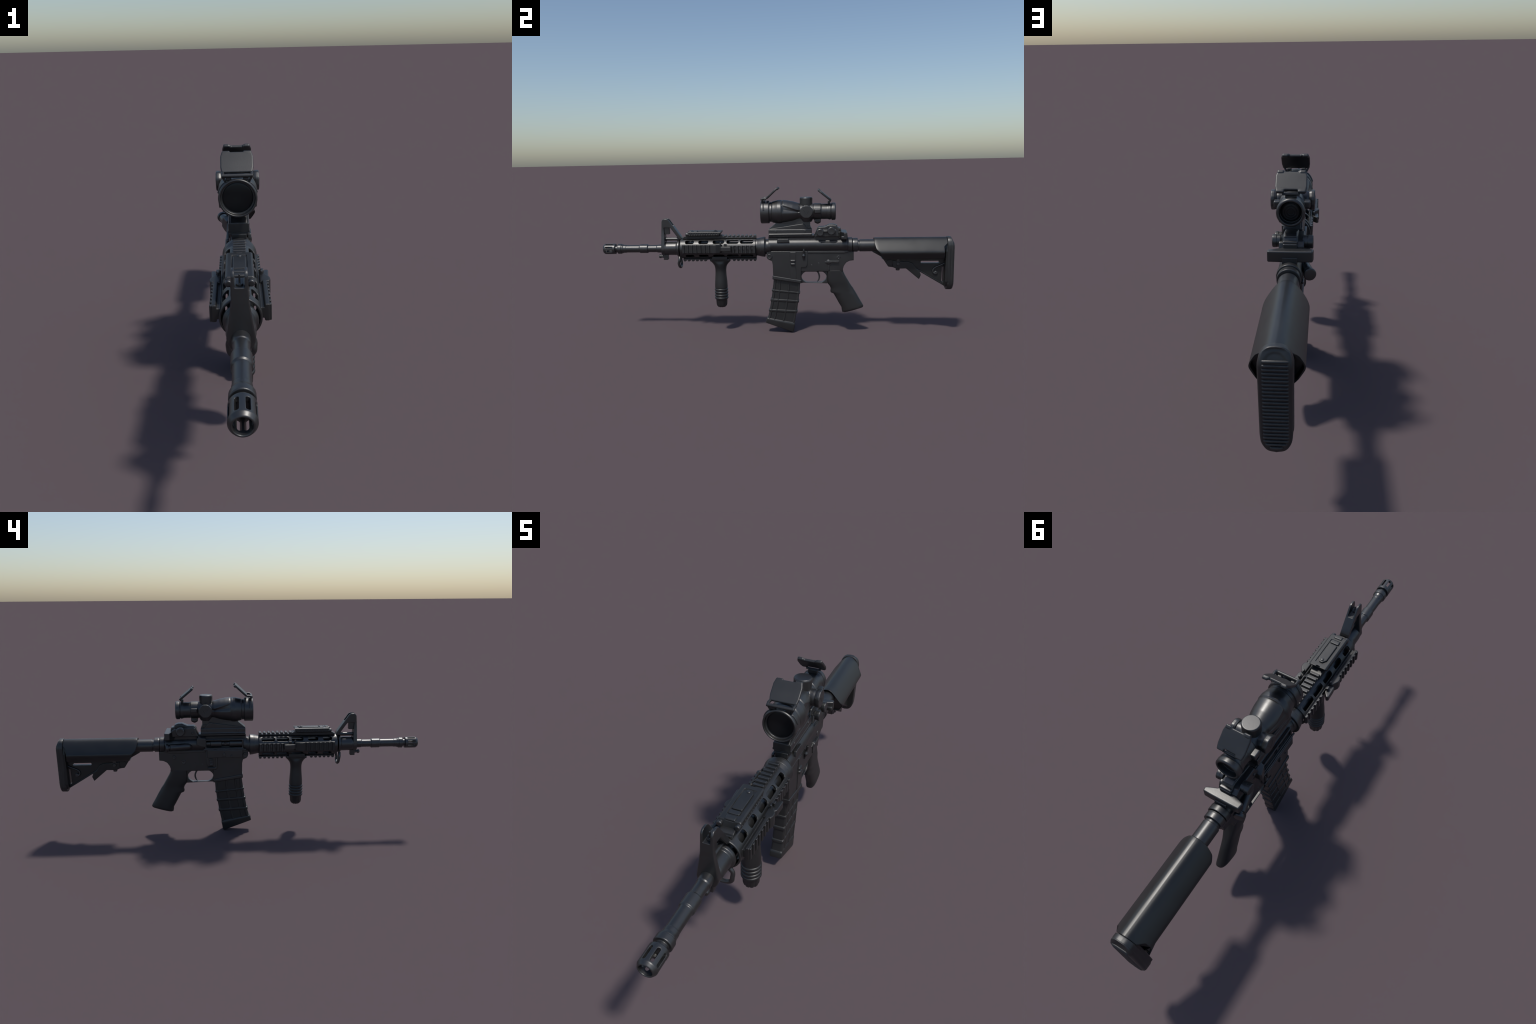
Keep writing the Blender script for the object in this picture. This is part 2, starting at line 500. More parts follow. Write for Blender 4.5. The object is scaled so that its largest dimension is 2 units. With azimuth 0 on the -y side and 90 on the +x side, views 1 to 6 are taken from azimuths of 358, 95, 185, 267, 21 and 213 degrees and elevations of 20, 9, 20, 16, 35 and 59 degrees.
add("top_plate", prism(fillet([(-0.0185, -0.438, .004), (0.0185, -0.438, .004), (0.0185, -0.345, .004), (0.007, -0.328, .004), (-0.007, -0.328, .004), (-0.0185, -0.345, .004)]), 0.5905, 0.5985, 'z', 0.0025), light, M_POLY)
add("push_button", box((0, -0.453, 0.5935), (0.038, 0.020, 0.009), 0.003, 3), light, M_RUBBER)
add("push_button", box((0, -0.483, 0.5945), (0.036, 0.020, 0.010), 0.004, 3), light, M_RUBBER)
add("locking_screw", lathe(fillet([(0.592, 0), (0.592, 0.0075), (0.602, 0.007, .003), (0.602, 0.0)], closed=False), 'z', (0, -0.342), 20), light, M_STEEL)
for sd in (1, -1):
    add("corner_screw", lathe(fillet([(-0.507, 0), (-0.507, 0.0095, .004), (-0.488, 0.0105)], closed=False), 'y', (0.0305 * sd, 0.580), 20), light, M_STEEL)

for o in [light] + [c for c in bpy.data.objects if c.parent == light]:
    WORLD[o].z -= 0.0035; o.location.z -= 0.0035
    if o.parent != rifle: o.matrix_parent_inverse = Matrix.Translation(-WORLD[light])

# ===================================================================== foregrip
prof = [(0.4235, 0.0585), (0.417, 0.0575), (0.405, 0.0455), (0.392, 0.0368), (0.378, 0.0328), (0.360, 0.0315), (0.335, 0.0325), (0.305, 0.0350), (0.280, 0.0365), (0.262, 0.0368)]
prof = spline(prof, 4)
prof += [(0.2605, 0.0345)]
for zc in (0.2520, 0.2350, 0.2180, 0.2020):
    prof += [(zc + 0.0070 * cos(t), 0.0345 + 0.0048 * sin(t)) for t in [pi * i / 8 for i in range(9)]]
prof += [(0.194, 0.0338), (0.1925, 0.0330), (0.165, 0.0315), (0.155, 0.0285), (0.1475, 0.0215), (0.1475, 0.0)]
def grip_r(a, r, t):
    if a > 0.37:
        k = min(1, (a - 0.37) / 0.045)
        r *= 1 - (1 - min(1, 0.030 / r)) * k * abs(cos(t)) ** 1.5
    if a < 0.183:
        r -= 0.0028 * max(0, cos(9 * t)) ** 0.5 * min(1, (0.183 - a) / 0.006)
    return r
foregrip = add("foregrip", lathe(prof, 'z', (0, -0.3152), 108, rfun=grip_r), rifle, M_POLY, weighted=False)
add("grip_clamp", [box((0, -0.316, 0.427), (0.062, 0.112, 0.014), 0.003),
                   box((0.030, -0.316, 0.436), (0.009, 0.09, 0.020), 0.003), box((-0.030, -0.316, 0.436), (0.009, 0.09, 0.020), 0.003)], foregrip, M_POLY)

# ===================================================================== delta ring
prof = [(-0.107, 0.03), (-0.107, 0.0495, .002), (-0.098, 0.0500, .002), (-0.080, 0.0545, .004), (-0.0785, 0.0538), (-0.077, 0.0552)]
prof += [(-0.058, 0.0580, .002), (-0.054, 0.0570, .002), (-0.054, 0.046), (-0.046, 0.041), (-0.030, 0.041)]
add("delta_ring", lathe(fillet(prof, closed=False), c=(0, ZB + .006), segs=72), rifle, M_ALU)

# ===================================================================== upper receiver
side = [(0.0260, 0.474)] + arc(0, 0.508, 0.0400, -49, 52, 18) + [(0.0255, 0.5415), (0.0255, 0.563)]
sec = side + [(-x, z) for x, z in side[::-1]]
up = prism(sec, -0.034, 0.412, 'y', 0.002)
cutters = [prism(fillet([(0.250, 0.560), (0.262, 0.522, .008), (0.352, 0.522, .012), (0.372, 0.560)]), 0.0325, 0.06, 'x', 0.001),
           prism(fillet([(-0.012, 0.493, .003), (0.184, 0.493, .003), (0.184, 0.532, .003), (-0.012, 0.532, .003)]), -0.06, -0.024, 'x', 0.0005),
           prism(fillet([(0.20, 0.56), (0.215, 0.545), (0.245, 0.545), (0.252, 0.54), (0.42, 0.54), (0.42, 0.58), (0.20, 0.58)]), -0.06, -0.030, 'x', 0.0005)]
up = cut(up, cutters)
upper = add("upper_receiver", up, rifle, M_ALU, bevel=0.001)
add("receiver_ring", lathe(fillet([(-0.050, 0.03), (-0.050, 0.040, .003), (-0.034, 0.0415, .003), (-0.022, 0.0415, .003), (-0.018, 0.03)], closed=False), c=(0, 0.502)), upper, M_ALU)
add("receiver_rail", prism(fillet([(-0.0255, 0.552), (-0.031, 0.560, .002), (-0.031, 0.568, .002), (0.031, 0.568, .002), (0.031, 0.560, .002), (0.0255, 0.552)]), -0.030, 0.225, 'y', 0.0012), upper, M_ALU)
add("raised_pad", prism(fillet([(0.014, 0.526, .004), (0.018, 0.548, .005), (0.082, 0.548, .005), (0.086, 0.526, .004)]), 0.030, 0.0425, 'x', 0.0025), upper, M_ALU)
# ejection port frame, bolt carrier, dust cover
frame = prism(fillet([(-0.020, 0.484, .004), (0.192, 0.484, .004), (0.192, 0.540, .005), (-0.020, 0.540, .005)]), -0.0445, -0.034, 'x', 0.0025,
              holes=[fillet([(-0.012, 0.493, .003), (0.184, 0.493, .003), (0.184, 0.532, .003), (-0.012, 0.532, .003)])])
add("ejection_port_frame", frame, upper, M_ALU)
bolt = lathe(fillet([(-0.015, 0), (-0.015, 0.0225, .002), (0.056, 0.0225, .002), (0.058, 0.017), (0.100, 0.017), (0.102, 0.0235, .002), (0.160, 0.0235, .002), (0.163, 0.019), (0.188, 0.019), (0.188, 0)], closed=False), c=(-0.0145, 0.511), segs=36)
add("bolt_carrier", bolt, upper, M_STEEL)
add("bolt_lug", lathe([(-0.040, 0.0075), (-0.034, 0.0075), (-0.033, 0.0055), (-0.020, 0.0055)], 'x', (0.079, 0.514), 16), upper, M_STEEL)
hinge_path = [(-0.047, -0.022 + 0.218 * k / 60, 0.4855 + (0.0035 * sin((k - 8) / 20 * 2 * pi) if 28 <= k <= 48 else 0)) for k in range(61)]
hinge_path2 = [(-0.0455, -0.034 + 0.235 * k / 20, 0.4815) for k in range(21)]
cover = add("dust_cover", prism(fillet([(-0.014, 0.438, .004), (0.179, 0.438, .004), (0.179, 0.481, .002), (-0.014, 0.481, .002)]), -0.0525, -0.0435, 'x', 0.0022), rifle, M_STEEL)
add("cover_spring", [tube(hinge_path2, 0.0042, 10), tube(hinge_path, 0.0030, 8)], cover, M_STEEL)
add("cover_latch", [prism(fillet([(0.078, 0.446, .003), (0.098, 0.446, .003), (0.092, 0.466, .003), (0.084, 0.466, .003)]), -0.0590, -0.050, 'x', 0.002),
                    lathe(fillet([(-0.0580, 0), (-0.0580, 0.004, .002), (-0.050, 0.004)], closed=False), 'x', (0.047, 0.449), 14)], cover, M_STEEL)
# brass deflector: wedge that swells towards the rear of the port
dfl = loft([[(-0.030, 0.186, 0.497), (-0.046, 0.186, 0.497), (-0.046, 0.186, 0.545), (-0.030, 0.186, 0.556)],
            [(-0.030, 0.212, 0.504), (-0.058, 0.212, 0.505), (-0.056, 0.212, 0.550), (-0.030, 0.212, 0.560)],
            [(-0.030, 0.230, 0.514), (-0.066, 0.230, 0.514), (-0.062, 0.230, 0.550), (-0.030, 0.230, 0.560)],
            [(-0.030, 0.236, 0.514), (-0.060, 0.236, 0.514), (-0.056, 0.236, 0.550), (-0.030, 0.236, 0.560)]])
add("brass_deflector", dfl, upper, M_ALU, bevel=0.002)
# forward assist housing and button
fa_prof = fillet([(0.255, 0), (0.262, 0.008, .004), (0.278, 0.0165, .006), (0.300, 0.0185, .006), (0.384, 0.0185, .002), (0.384, 0.0130), (0.394, 0.0130), (0.394, 0.0210, .003), (0.409, 0.0222, .004), (0.411, 0.0)], closed=False)
fa = lathe(fa_prof, 'y', (0, 0), 36)
moved(fa, Matrix.Translation((-0.031, 0.255, 0.502)) @ Matrix.Rotation(radians(14), 4, 'Z') @ Matrix.Translation((0, -0.255, 0)))
add("forward_assist", fa, upper, M_STEEL)

# charging handle: wide T at the rear
ch = prism(fillet([(-0.022, 0.352, .006), (0.022, 0.352, .006), (0.032, 0.370, .010), (0.066, 0.384, .006), (0.0765, 0.390, .006), (0.0750, 0.407, .005), (0.040, 0.4085), (-0.040, 0.4085), (-0.0765, 0.407, .006), (-0.0800, 0.380, .006), (-0.040, 0.364, .010)]),
           0.5455, 0.5845, 'z', 0.005, res=3)
handle = add("charging_handle", ch, rifle, M_ALU)
add("handle_latch", [box((0, 0.361, 0.584), (0.042, 0.026, 0.028), 0.007, 3), box((0.062, 0.3885, 0.556), (0.026, 0.030, 0.018), 0.005, 3)], handle, M_ALU)

# ===================================================================== rear sight (folding)
rs = prism(fillet([(0.221, 0.552, .002), (0.246, 0.611, .012), (0.286, 0.614, .01), (0.300, 0.6205, .01), (0.350, 0.6205, .008), (0.362, 0.602, .006), (0.376, 0.598, .004), (0.376, 0.562, .004), (0.366, 0.550)]), -0.025, 0.025, 'x', 0.005, res=3)
rear_sight = add("rear_sight", rs, rifle, M_ALU)
add("sight_side_plate", prism(fillet([(0.224, 0.556, .003), (0.246, 0.606, .010), (0.290, 0.606, .004), (0.352, 0.602, .010), (0.370, 0.590, .004), (0.370, 0.556, .004)]), -0.046, -0.020, 'x', 0.004), rear_sight, M_ALU)
add("sight_side_plate", prism(fillet([(0.226, 0.556, .003), (0.240, 0.592, .008), (0.275, 0.598, .004), (0.352, 0.598, .010), (0.366, 0.556, .004)]), 0.020, 0.040, 'x', 0.004), rear_sight, M_ALU)
def knob(x0, x1, y, z, r, name, mat=M_STEEL, groove=True):
    s = 1 if x1 > x0 else -1
    pr = [(x0, 0.0), (x0, r * 0.95), (x0 + (x1 - x0) * .45, r * .95, .001), (x0 + (x1 - x0) * .5, r, .001), (x1 - .002 * s, r, .003), (x1, r * .80, .001), (x1 - .0006 * s, r * .5), (x1 - .0006 * s, 0)]
    def knurl(a, rr, t):
        return rr - (0.0006 if rr > r * .9 and (int(t / (2 * pi) * 60) % 2) else 0)
    return add(name, lathe(fillet(pr, closed=False), 'x', (y, z), 60, rfun=knurl), rear_sight, mat)
knob(0.035, 0.0645, 0.320, 0.592, 0.0225, "windage_knob")
knob(0.035, 0.0600, 0.258, 0.584, 0.0210, "clamp_knob")
knob(-0.040, -0.0770, 0.321, 0.590, 0.0235, "elevation_knob")
add("sight_aperture_cover", [prism(fillet([(0.292, 0.616), (0.312, 0.626, .010), (0.336, 0.626, .010), (0.355, 0.619, .002), (0.352, 0.612), (0.295, 0.612)]), -0.022, 0.022, 'x', 0.003),
                             box((0.0, 0.366, 0.594), (0.050, 0.014, 0.026), 0.004, 3)], rear_sight, M_STEEL)
add("plate_screw", lathe(fillet([(-0.0500, 0), (-0.0500, 0.006, .002), (-0.044, 0.0065)], closed=False), 'x', (0.256, 0.578), 18), rear_sight, M_STEEL)
add("plate_screw", box((0.043, 0.288, 0.588), (0.012, 0.022, 0.010), 0.003, 3), rear_sight, M_STEEL)

# ===================================================================== scope
scope_prof = fillet([(-0.0600, 0.0), (-0.0600, 0.0555, .001), (-0.0745, 0.0575, .002), (-0.0750, 0.0620, .003), (-0.0700, 0.0645, .003), (-0.0270, 0.0640, .003), (-0.0250, 0.0560, .001), (-0.0130, 0.0560, .003), (-0.008, 0.0600, .003),
                     (0.005, 0.0625, .004), (0.022, 0.0670, .004), (0.040, 0.0670, .003), (0.046, 0.0635, .002), (0.075, 0.0600), (0.105, 0.0545), (0.138, 0.0450), (0.150, 0.0450), (0.215, 0.0450), (0.222, 0.0440, .002), (0.225, 0.0470, .002),
                     (0.262, 0.0465, .002), (0.266, 0.0430, .003), (0.300, 0.0432, .01), (0.316, 0.0475, .002), (0.318, 0.0440, .001), (0.322, 0.0440, .001), (0.323, 0.0490, .002), (0.341, 0.0490, .004), (0.3455, 0.0450, .003), (0.3455, 0.0390, .002), (0.322, 0.0375), (0.322, 0.0)], closed=False, seg=4)
prof2 = []
for (a, r), (b, q) in zip(scope_prof, scope_prof[1:]):
    n = max(1, int(abs(b - a) / 0.004))
    prof2 += [(a + (b - a) * k / n, r + (q - r) * k / n) for k in range(n)]
prof2.append(scope_prof[-1])
def scope_r(a, r, t):
    """domed cover on top of the tapering prism housing, flat wedge on each flank"""
    if 0.046 < a < 0.146 and r > 0.03:
        u = (a - 0.046) / 0.10
        elev = abs(((t - pi / 2) + pi) % (2 * pi) - pi)            # 0 on top, pi below
        edge = radians(52 + 30 * u)                               # border of the dome drops towards the turrets
        w = radians(3.5)
        k = max(0.0, min(1.0, (edge + w - elev) / (2 * w)))
        k = k * k * (3 - 2 * k)
        end = min(1, u / 0.05, (1 - u) / 0.06)
        r += 0.0045 * k * end
        lo = radians(88)
        g = max(0.0, 1 - abs(elev - (edge + lo + w) / 2) / max(0.02, (lo - edge) / 2 + w)) if lo > edge - w else 0
        r -= 0.0050 * g * end
    return r
scope = add("scope", lathe(prof2, c=(0, ZS), segs=200, rfun=scope_r), rifle, M_SCOPE, weighted=False, angle=40)
def lens(y, r, bulge, rings):
    return lathe([(y, r)] + [(y + bulge * (1 - (1 - k / 8) ** 2), r * (1 - k / 8)) for k in range(1, 8)] + [(y + bulge, 0.0001)], c=(0, ZS), segs=48)
add("objective_lens", lens(-0.0595, 0.0545, -0.004, 3), scope, M_LENS, weighted=False)
add("eyepiece_lens", join([lens(0.3225, 0.036, 0.004, 3)] + [tube([(0.0 + r * cos(2 * pi * k / 40), 0.3235 + (0.036 - r) * .10, ZS + r * sin(2 * pi * k / 40)) for k in range(40)], 0.0009, 6, True) for r in (0.012, 0.020, 0.028)]), scope, M_LENS, weighted=False)
# turret cluster
add("turret_housing", [lathe(fillet([(0.640, 0.0), (0.640, 0.030, .004), (0.668, 0.044, .01), (0.722, 0.044, .012), (0.733, 0.0335, .004), (0.742, 0.0)], closed=False), 'z', (0, 0.1815), 56),
                       lathe(fillet([(-0.064, 0.0), (-0.064, 0.031, .002), (-0.050, 0.033, .008), (0.050, 0.033, .008), (0.064, 0.031, .002), (0.064, 0.0)], closed=False), 'x', (0.1825, 0.700), 56)], scope, M_SCOPE)
add("elevation_turret", lathe(fillet([(0.722, 0.0), (0.722, 0.0345, .002), (0.742, 0.0355, .002), (0.772, 0.0360, .003), (0.7785, 0.0335, .004), (0.7785, 0.0)], closed=False), 'z', (0, 0.1805), 64), scope, M_SCOPE)
for sd in (1, -1):
    def octo(a, r, t):
        if r < 0.02: return r
        k = (t + pi / 8) % (pi / 4) - pi / 8
        return min(r, 0.965 * r / cos(k))
    add("side_turret_cap", lathe(fillet([(0.058 * sd, 0.0), (0.058 * sd, 0.0345, .002), (0.067 * sd, 0.0365, .003), (0.0760 * sd, 0.0365, .003), (0.0785 * sd, 0.0335, .002), (0.0785 * sd, 0.0)], closed=False), 'x', (0.1825, 0.7015), 64, rfun=octo), scope, M_SCOPE)
    # embossed chevron on the cap
    add("cap_chevron", [tube([(0.0786 * sd, 0.1665, 0.713), (0.0786 * sd, 0.1835, 0.687), (0.0786 * sd, 0.1985, 0.713)], 0.0012, 6)], scope, M_SCOPE)
    add("clamp_lug", box((0.052 * sd, 0.2440, 0.703), (0.024, 0.036, 0.024), 0.005, 3), scope, M_SCOPE)
add("battery_lug", [prism(fillet([(0.226, 0.665), (0.2265, 0.636, .010), (0.245, 0.6275, .012), (0.263, 0.636, .010), (0.264, 0.665)]), -0.020, 0.020, 'x', 0.006, res=3),
                    box((0, 0.245, 0.643), (0.046, 0.022, 0.012), 0.003)], scope, M_SCOPE)
# mount
mnt = prism(fillet([(-0.031, 0.601), (0.012, 0.636, .006), (0.012, 0.675), (0.203, 0.675), (0.203, 0.618, .01), (0.212, 0.601)]), -0.029, 0.029, 'x', 0.002)
mnt = warp(mnt, lambda v: Vector((v.x * (1.0 if v.z < 0.62 else 0.90), v.y, v.z)))
mount = add("scope_mount", mnt, scope, M_SCOPE)
for sd in (1, -1):
    pl = prism(fillet([(-0.024, 0.6), (-0.018, 0.605), (0.165, 0.632, .002), (0.195, 0.600)]), 0.024 * sd if sd > 0 else -0.0335, 0.0335 if sd > 0 else -0.024, 'x', 0.002)
    add("mount_rib", pl, scope, M_SCOPE)
    add("mount_screw", lathe(fillet([(0.034 * sd, 0.0), (0.034 * sd, 0.0075), (0.0366 * sd, 0.0065, .001), (0.0366 * sd, 0.0)], closed=False), 'x', (0.010, 0.588), 16), scope, M_STEEL)
    add("mount_screw", lathe(fillet([(0.034 * sd, 0.0), (0.034 * sd, 0.0075), (0.0366 * sd, 0.0065, .001), (0.0366 * sd, 0.0)], closed=False), 'x', (0.173, 0.590), 16), scope, M_STEEL)
add("mount_base", prism(fillet([(-0.0335, 0.6015, .002), (0.0335, 0.6015, .002), (0.0355, 0.597, .002), (0.0355, 0.577, .002), (0.0380, 0.573, .001), (0.0355, 0.5685, .001), (0.030, 0.5675), (-0.030, 0.5675), (-0.0355, 0.5685, .001), (-0.0380, 0.573, .001), (-0.0355, 0.577, .002), (-0.0355, 0.597, .002)]),
                       -0.0315, 0.2125, 'y', 0.002), scope, M_SCOPE)
# flip-up lens covers
def flip_cap(p0, p1, half, thick, bumps, notch=False):
    """plate hinged at p0, free edge at p1 in the (y,z) plane"""
    a, b = Vector(p0), Vector(p1)
    L = (b - a).length; ang = atan2(b.y - a.y, b.x - a.x)
    near = [(-half + .004, 0, .006), (-half + .030, 0, .004), (-half + .032, .010, .003), (half - .032, .010, .003), (half - .030, 0, .004), (half - .004, 0, .006)] if notch else [(-half + .004, 0, .006), (half - .004, 0, .006)]
    pl = prism(fillet(near + [ (half, L * .25, .01), (half, L * .75, .01), (half - .006, L, .006), (half - .030, L, .003), (half - .033, L - .005, .003), (-half + .033, L - .005, .003), (-half + .030, L, .003), (-half + .006, L, .006), (-half, L * .75, .01), (-half, L * .25, .01)]),
               -thick / 2, thick / 2, 'z', thick * .35)
    pcs = [pl]
    for sd in (1, -1):
        for t, h in bumps:
            pcs.append(box((sd * (half - .016), L * t, h), (0.022, 0.014, thick * 1.0), 0.004, 3))
    me = join(pcs)
    return moved(me, Matrix.Translation((0, a.x, a.y)) @ Matrix.Rotation(ang, 4, 'X'))
add("flip_cover", flip_cap((-0.041, 0.7745), (0.0235, 0.8345), 0.0545, 0.0110, [(0.94, -0.004)]), scope, M_RUBBER)
add("flip_cover", flip_cap((0.3195, 0.7600), (0.2480, 0.8185), 0.0540, 0.0115, [(0.08, 0.001), (0.93, -0.002)], True), scope, M_RUBBER)
hinge = [tube([(-0.051, -0.0655, 0.7705), (0.051, -0.0655, 0.7705)], 0.0065, 12)]
for sd in (1, -1):
    hinge.append(tube([(0.046 * sd, -0.066, 0.771), (0.0475 * sd, -0.056, 0.776), (0.047 * sd, -0.040, 0.775)], 0.0058, 10))
    hinge.append(box((0.028 * sd, -0.058, 0.760), (0.018, 0.016, 0.014), 0.004, 3))
    hinge.append(tube([(0.048 * sd, -0.064, 0.769)] + [(0.0645 * sd * cos(radians(a)), -0.060 + 0.0001 * (60 - a), ZS + 0.0645 * sin(radians(a))) for a in (54, 46, 38, 30, 22, 14)], 0.0042, 10))
add("cover_hinge", hinge, scope, M_RUBBER)
add("cover_hinge", [tube([(-0.030, 0.3135, 0.7545), (0.030, 0.3135, 0.7545)], 0.0045, 10), box((0, 0.308, 0.747), (0.040, 0.012, 0.016), 0.003)], scope, M_RUBBER)

# ===================================================================== lower receiver
lw = prism(fillet([(0.140, 0.476), (0.140, 0.358), (0.388, 0.358), (0.386, 0.372), (0.391, 0.389, .01), (0.404, 0.408, .012), (0.424, 0.4185, .012), (0.4465, 0.421, .002), (0.4465, 0.468, .003), (0.424, 0.476)]), -0.0250, 0.0250, 'x', 0.003)
lower = add("lower_receiver", lw, rifle, M_ALU)
mw = prism(fillet([(-0.045, 0.476), (-0.046, 0.446, .012), (-0.036, 0.428, .010), (-0.016, 0.420, .008), (-0.0115, 0.400, .02), (-0.0095, 0.318), (0.150, 0.298), (0.150, 0.382), (0.178, 0.382, .010), (0.186, 0.396, .008), (0.186, 0.476)]), -0.0310, 0.0310, 'x', 0.003)
add("magazine_well", mw, lower, M_ALU)
add("magwell_lip", prism(fillet([(-0.0130, 0.336, .002), (0.1510, 0.3085, .002), (0.1510, 0.290, .003), (-0.0145, 0.3145, .003)]), -0.0352, 0.0352, 'x', 0.004, res=3), lower, M_ALU)
add("buffer_lug", lathe(fillet([(0.380, 0.0), (0.392, 0.034, .003), (0.4125, 0.0405, .003), (0.4125, 0.043, .003), (0.438, 0.0435, .003), (0.4395, 0.0)], closed=False), c=(0, 0.506)), lower, M_ALU)
# upper edge ridge
for sd in (1, -1):
    add("edge_ridge", prism(fillet([(0.188, 0.4625, .002), (0.391, 0.460, .002), (0.418, 0.470, .004), (0.418, 0.476), (0.188, 0.476)]), 0.024 * sd if sd > 0 else -0.0285, 0.0285 if sd > 0 else -0.024, 'x', 0.002), lower, M_ALU)
# trigger guard
outer = fillet([(0.148, 0.360), (0.148, 0.288), (0.164, 0.2900, .004), (0.300, 0.2860, .003), (0.300, 0.360)])
inner = arc(0.2225, 0.3245, 0.0712, 0, 360, 40, 0.0400)[:-1]
inner = [(y, max(0.2920, min(0.3565, z))) for y, z in inner]
add("trigger_guard", prism(outer, -0.0125, 0.0125, 'x', 0.002, holes=[inner]), lower, M_ALU)
tp = spline([(0.243, 0.362), (0.253, 0.345), (0.2575, 0.325), (0.253, 0.306), (0.2445, 0.2960)], 6)
tb = spline([(0.229, 0.362), (0.243, 0.345), (0.2485, 0.326), (0.2460, 0.308), (0.2385, 0.2965)], 6)
add("trigger", prism(tp + tb[::-1], -0.0065, 0.0065, 'x', 0.0015), lower, M_STEEL)
# left side controls
add("magazine_catch_fence", [prism(fillet([(0.0870, 0.300), (0.0870, 0.471, .003), (0.1215, 0.471, .003), (0.1215, 0.300)]), 0.0285, 0.0335, 'x', 0.002),
                             box((0.0350, 0.1040, 0.4200), (0.009, 0.028, 0.011), 0.004, 3), box((0.0350, 0.1040, 0.4010), (0.012, 0.026, 0.016), 0.006, 4)], lower, M_ALU)
add("bolt_catch", [tube(spline([(0.041, 0.166, 0.488), (0.042, 0.166, 0.478), (0.038, 0.166, 0.462), (0.036, 0.165, 0.448), (0.031, 0.165, 0.426)], 4), lambda t: 0.0055 + 0.0055 * max(0, 1 - abs(t - .68) / .22), 12)], lower, M_STEEL)
sel = [lathe(fillet([(0.020, 0.0), (0.020, 0.0145, .001), (0.0290, 0.0145, .002), (0.0305, 0.0095), (0.0335, 0.0090, .003), (0.0350, 0.0)], closed=False), 'x', (0.305, 0.412), 28),
       prism(fillet([(0.305, 0.404), (0.326, 0.4095, .003), (0.362, 0.4065, .004), (0.365, 0.4205, .004), (0.326, 0.4200, .003), (0.305, 0.421)]), 0.0240, 0.0345, 'x', 0.002),
       prism(fillet([(0.298, 0.410), (0.3025, 0.366, .004), (0.3105, 0.366, .004), (0.312, 0.410)]), 0.022, 0.0285, 'x', 0.0015),
       prism(fillet([(0.278, 0.411, .002), (0.300, 0.402), (0.300, 0.422)]), 0.022, 0.0275, 'x', 0.001)]
add("fire_selector", sel, lower, M_STEEL)
def pin(sd, y, z, r, x1, name="receiver_pin"):
    add(name, lathe(fillet([(0.015 * sd, 0.0), (0.015 * sd, r), (x1 * sd, r, .002), (x1 * sd, r * .5, .001), ((x1 - .001) * sd, r * .45), ((x1 - .001) * sd, 0)], closed=False), 'x', (y, z), 24), lower, M_STEEL)
pin(1, 0.361, 0.438, 0.0105, 0.0268); pin(-1, 0.363, 0.438, 0.0105, 0.0300)
pin(-1, 0.313, 0.411, 0.0130, 0.0280)
pin(1, -0.029, 0.4455, 0.0160, 0.0365); pin(-1, -0.029, 0.4455, 0.0150, 0.0360)
for sd in (1, -1):
    pin(sd, 0.210, 0.395, 0.005, 0.0256); pin(sd, 0.250, 0.405, 0.005, 0.0256)
# right side: magazine release with its fence
add("release_fence", prism(fillet([(0.126, 0.470), (0.126, 0.376, .004), (0.134, 0.365, .004), (0.178, 0.371, .004), (0.181, 0.380, .002), (0.138, 0.380, .002), (0.136, 0.470)]), -0.0385, -0.028, 'x', 0.003), lower, M_ALU)
add("magazine_release", [prism(fillet([(0.150, 0.386, .005), (0.172, 0.386, .005), (0.172, 0.429, .005), (0.150, 0.429, .005)]), -0.0370, -0.022, 'x', 0.003)] +
    [box((-0.0375, 0.161, 0.394 + 0.009 * k), (0.003, 0.014, 0.004), 0.001) for k in range(4)], lower, M_STEEL)

# ===================================================================== magazine (curved box)
front = spline([(-0.0060, 0.340), (-0.0105, 0.290), (-0.0200, 0.217), (-0.0375, 0.118), (-0.0550, 0.055)], 8)
back = spline([(0.1430, 0.340), (0.1420, 0.272), (0.1350, 0.205), (0.1200, 0.108), (0.0985, -0.0005)], 8)
def mag_at(s, t):
    """point in (y,z): s = 0 top .. 1 bottom, t = 0 front .. 1 back"""
    n = len(front) - 1
    i = min(n - 1, int(s * n)); f = s * n - i
    F = Vector(front[i]).lerp(Vector(front[i + 1]), f); B = Vector(back[i]).lerp(Vector(back[i + 1]), f)
    return F.lerp(B, t)
def mag_ring(s, hx, grow, r=0.006):
    F, B = mag_at(s, 0), mag_at(s, 1); d = (B - F).normalized()
    F = F - d * grow; B = B + d * grow; L = (B - F).length
    sec = fillet([(-hx, 0, r), (hx, 0, r), (hx, L, r), (-hx, L, r)], seg=4)
    return [(x, F.x + d.x * a, F.y + d.y * a) for x, a in sec]
def mag_band(s0, s1, hx, grow, soft=0.25):
    q = (s1 - s0) * soft
    return loft([mag_ring(s0, hx - .0035, grow - .0035), mag_ring(s0 + q * .4, hx - .0008, grow - .0008), mag_ring(s0 + q, hx, grow), mag_ring(s1 - q, hx, grow), mag_ring(s1 - q * .4, hx - .0008, grow - .0008), mag_ring(s1, hx - .0035, grow - .0035)])
mag = add("magazine", loft([mag_ring(k / 24 * 0.985, 0.0225, 0) for k in range(25)]), rifle, M_POLY, weighted=False)
ribs = [mag_band(s - .021, s + .021, 0.0258, 0.0040) for s in (0.405, 0.565, 0.715)]
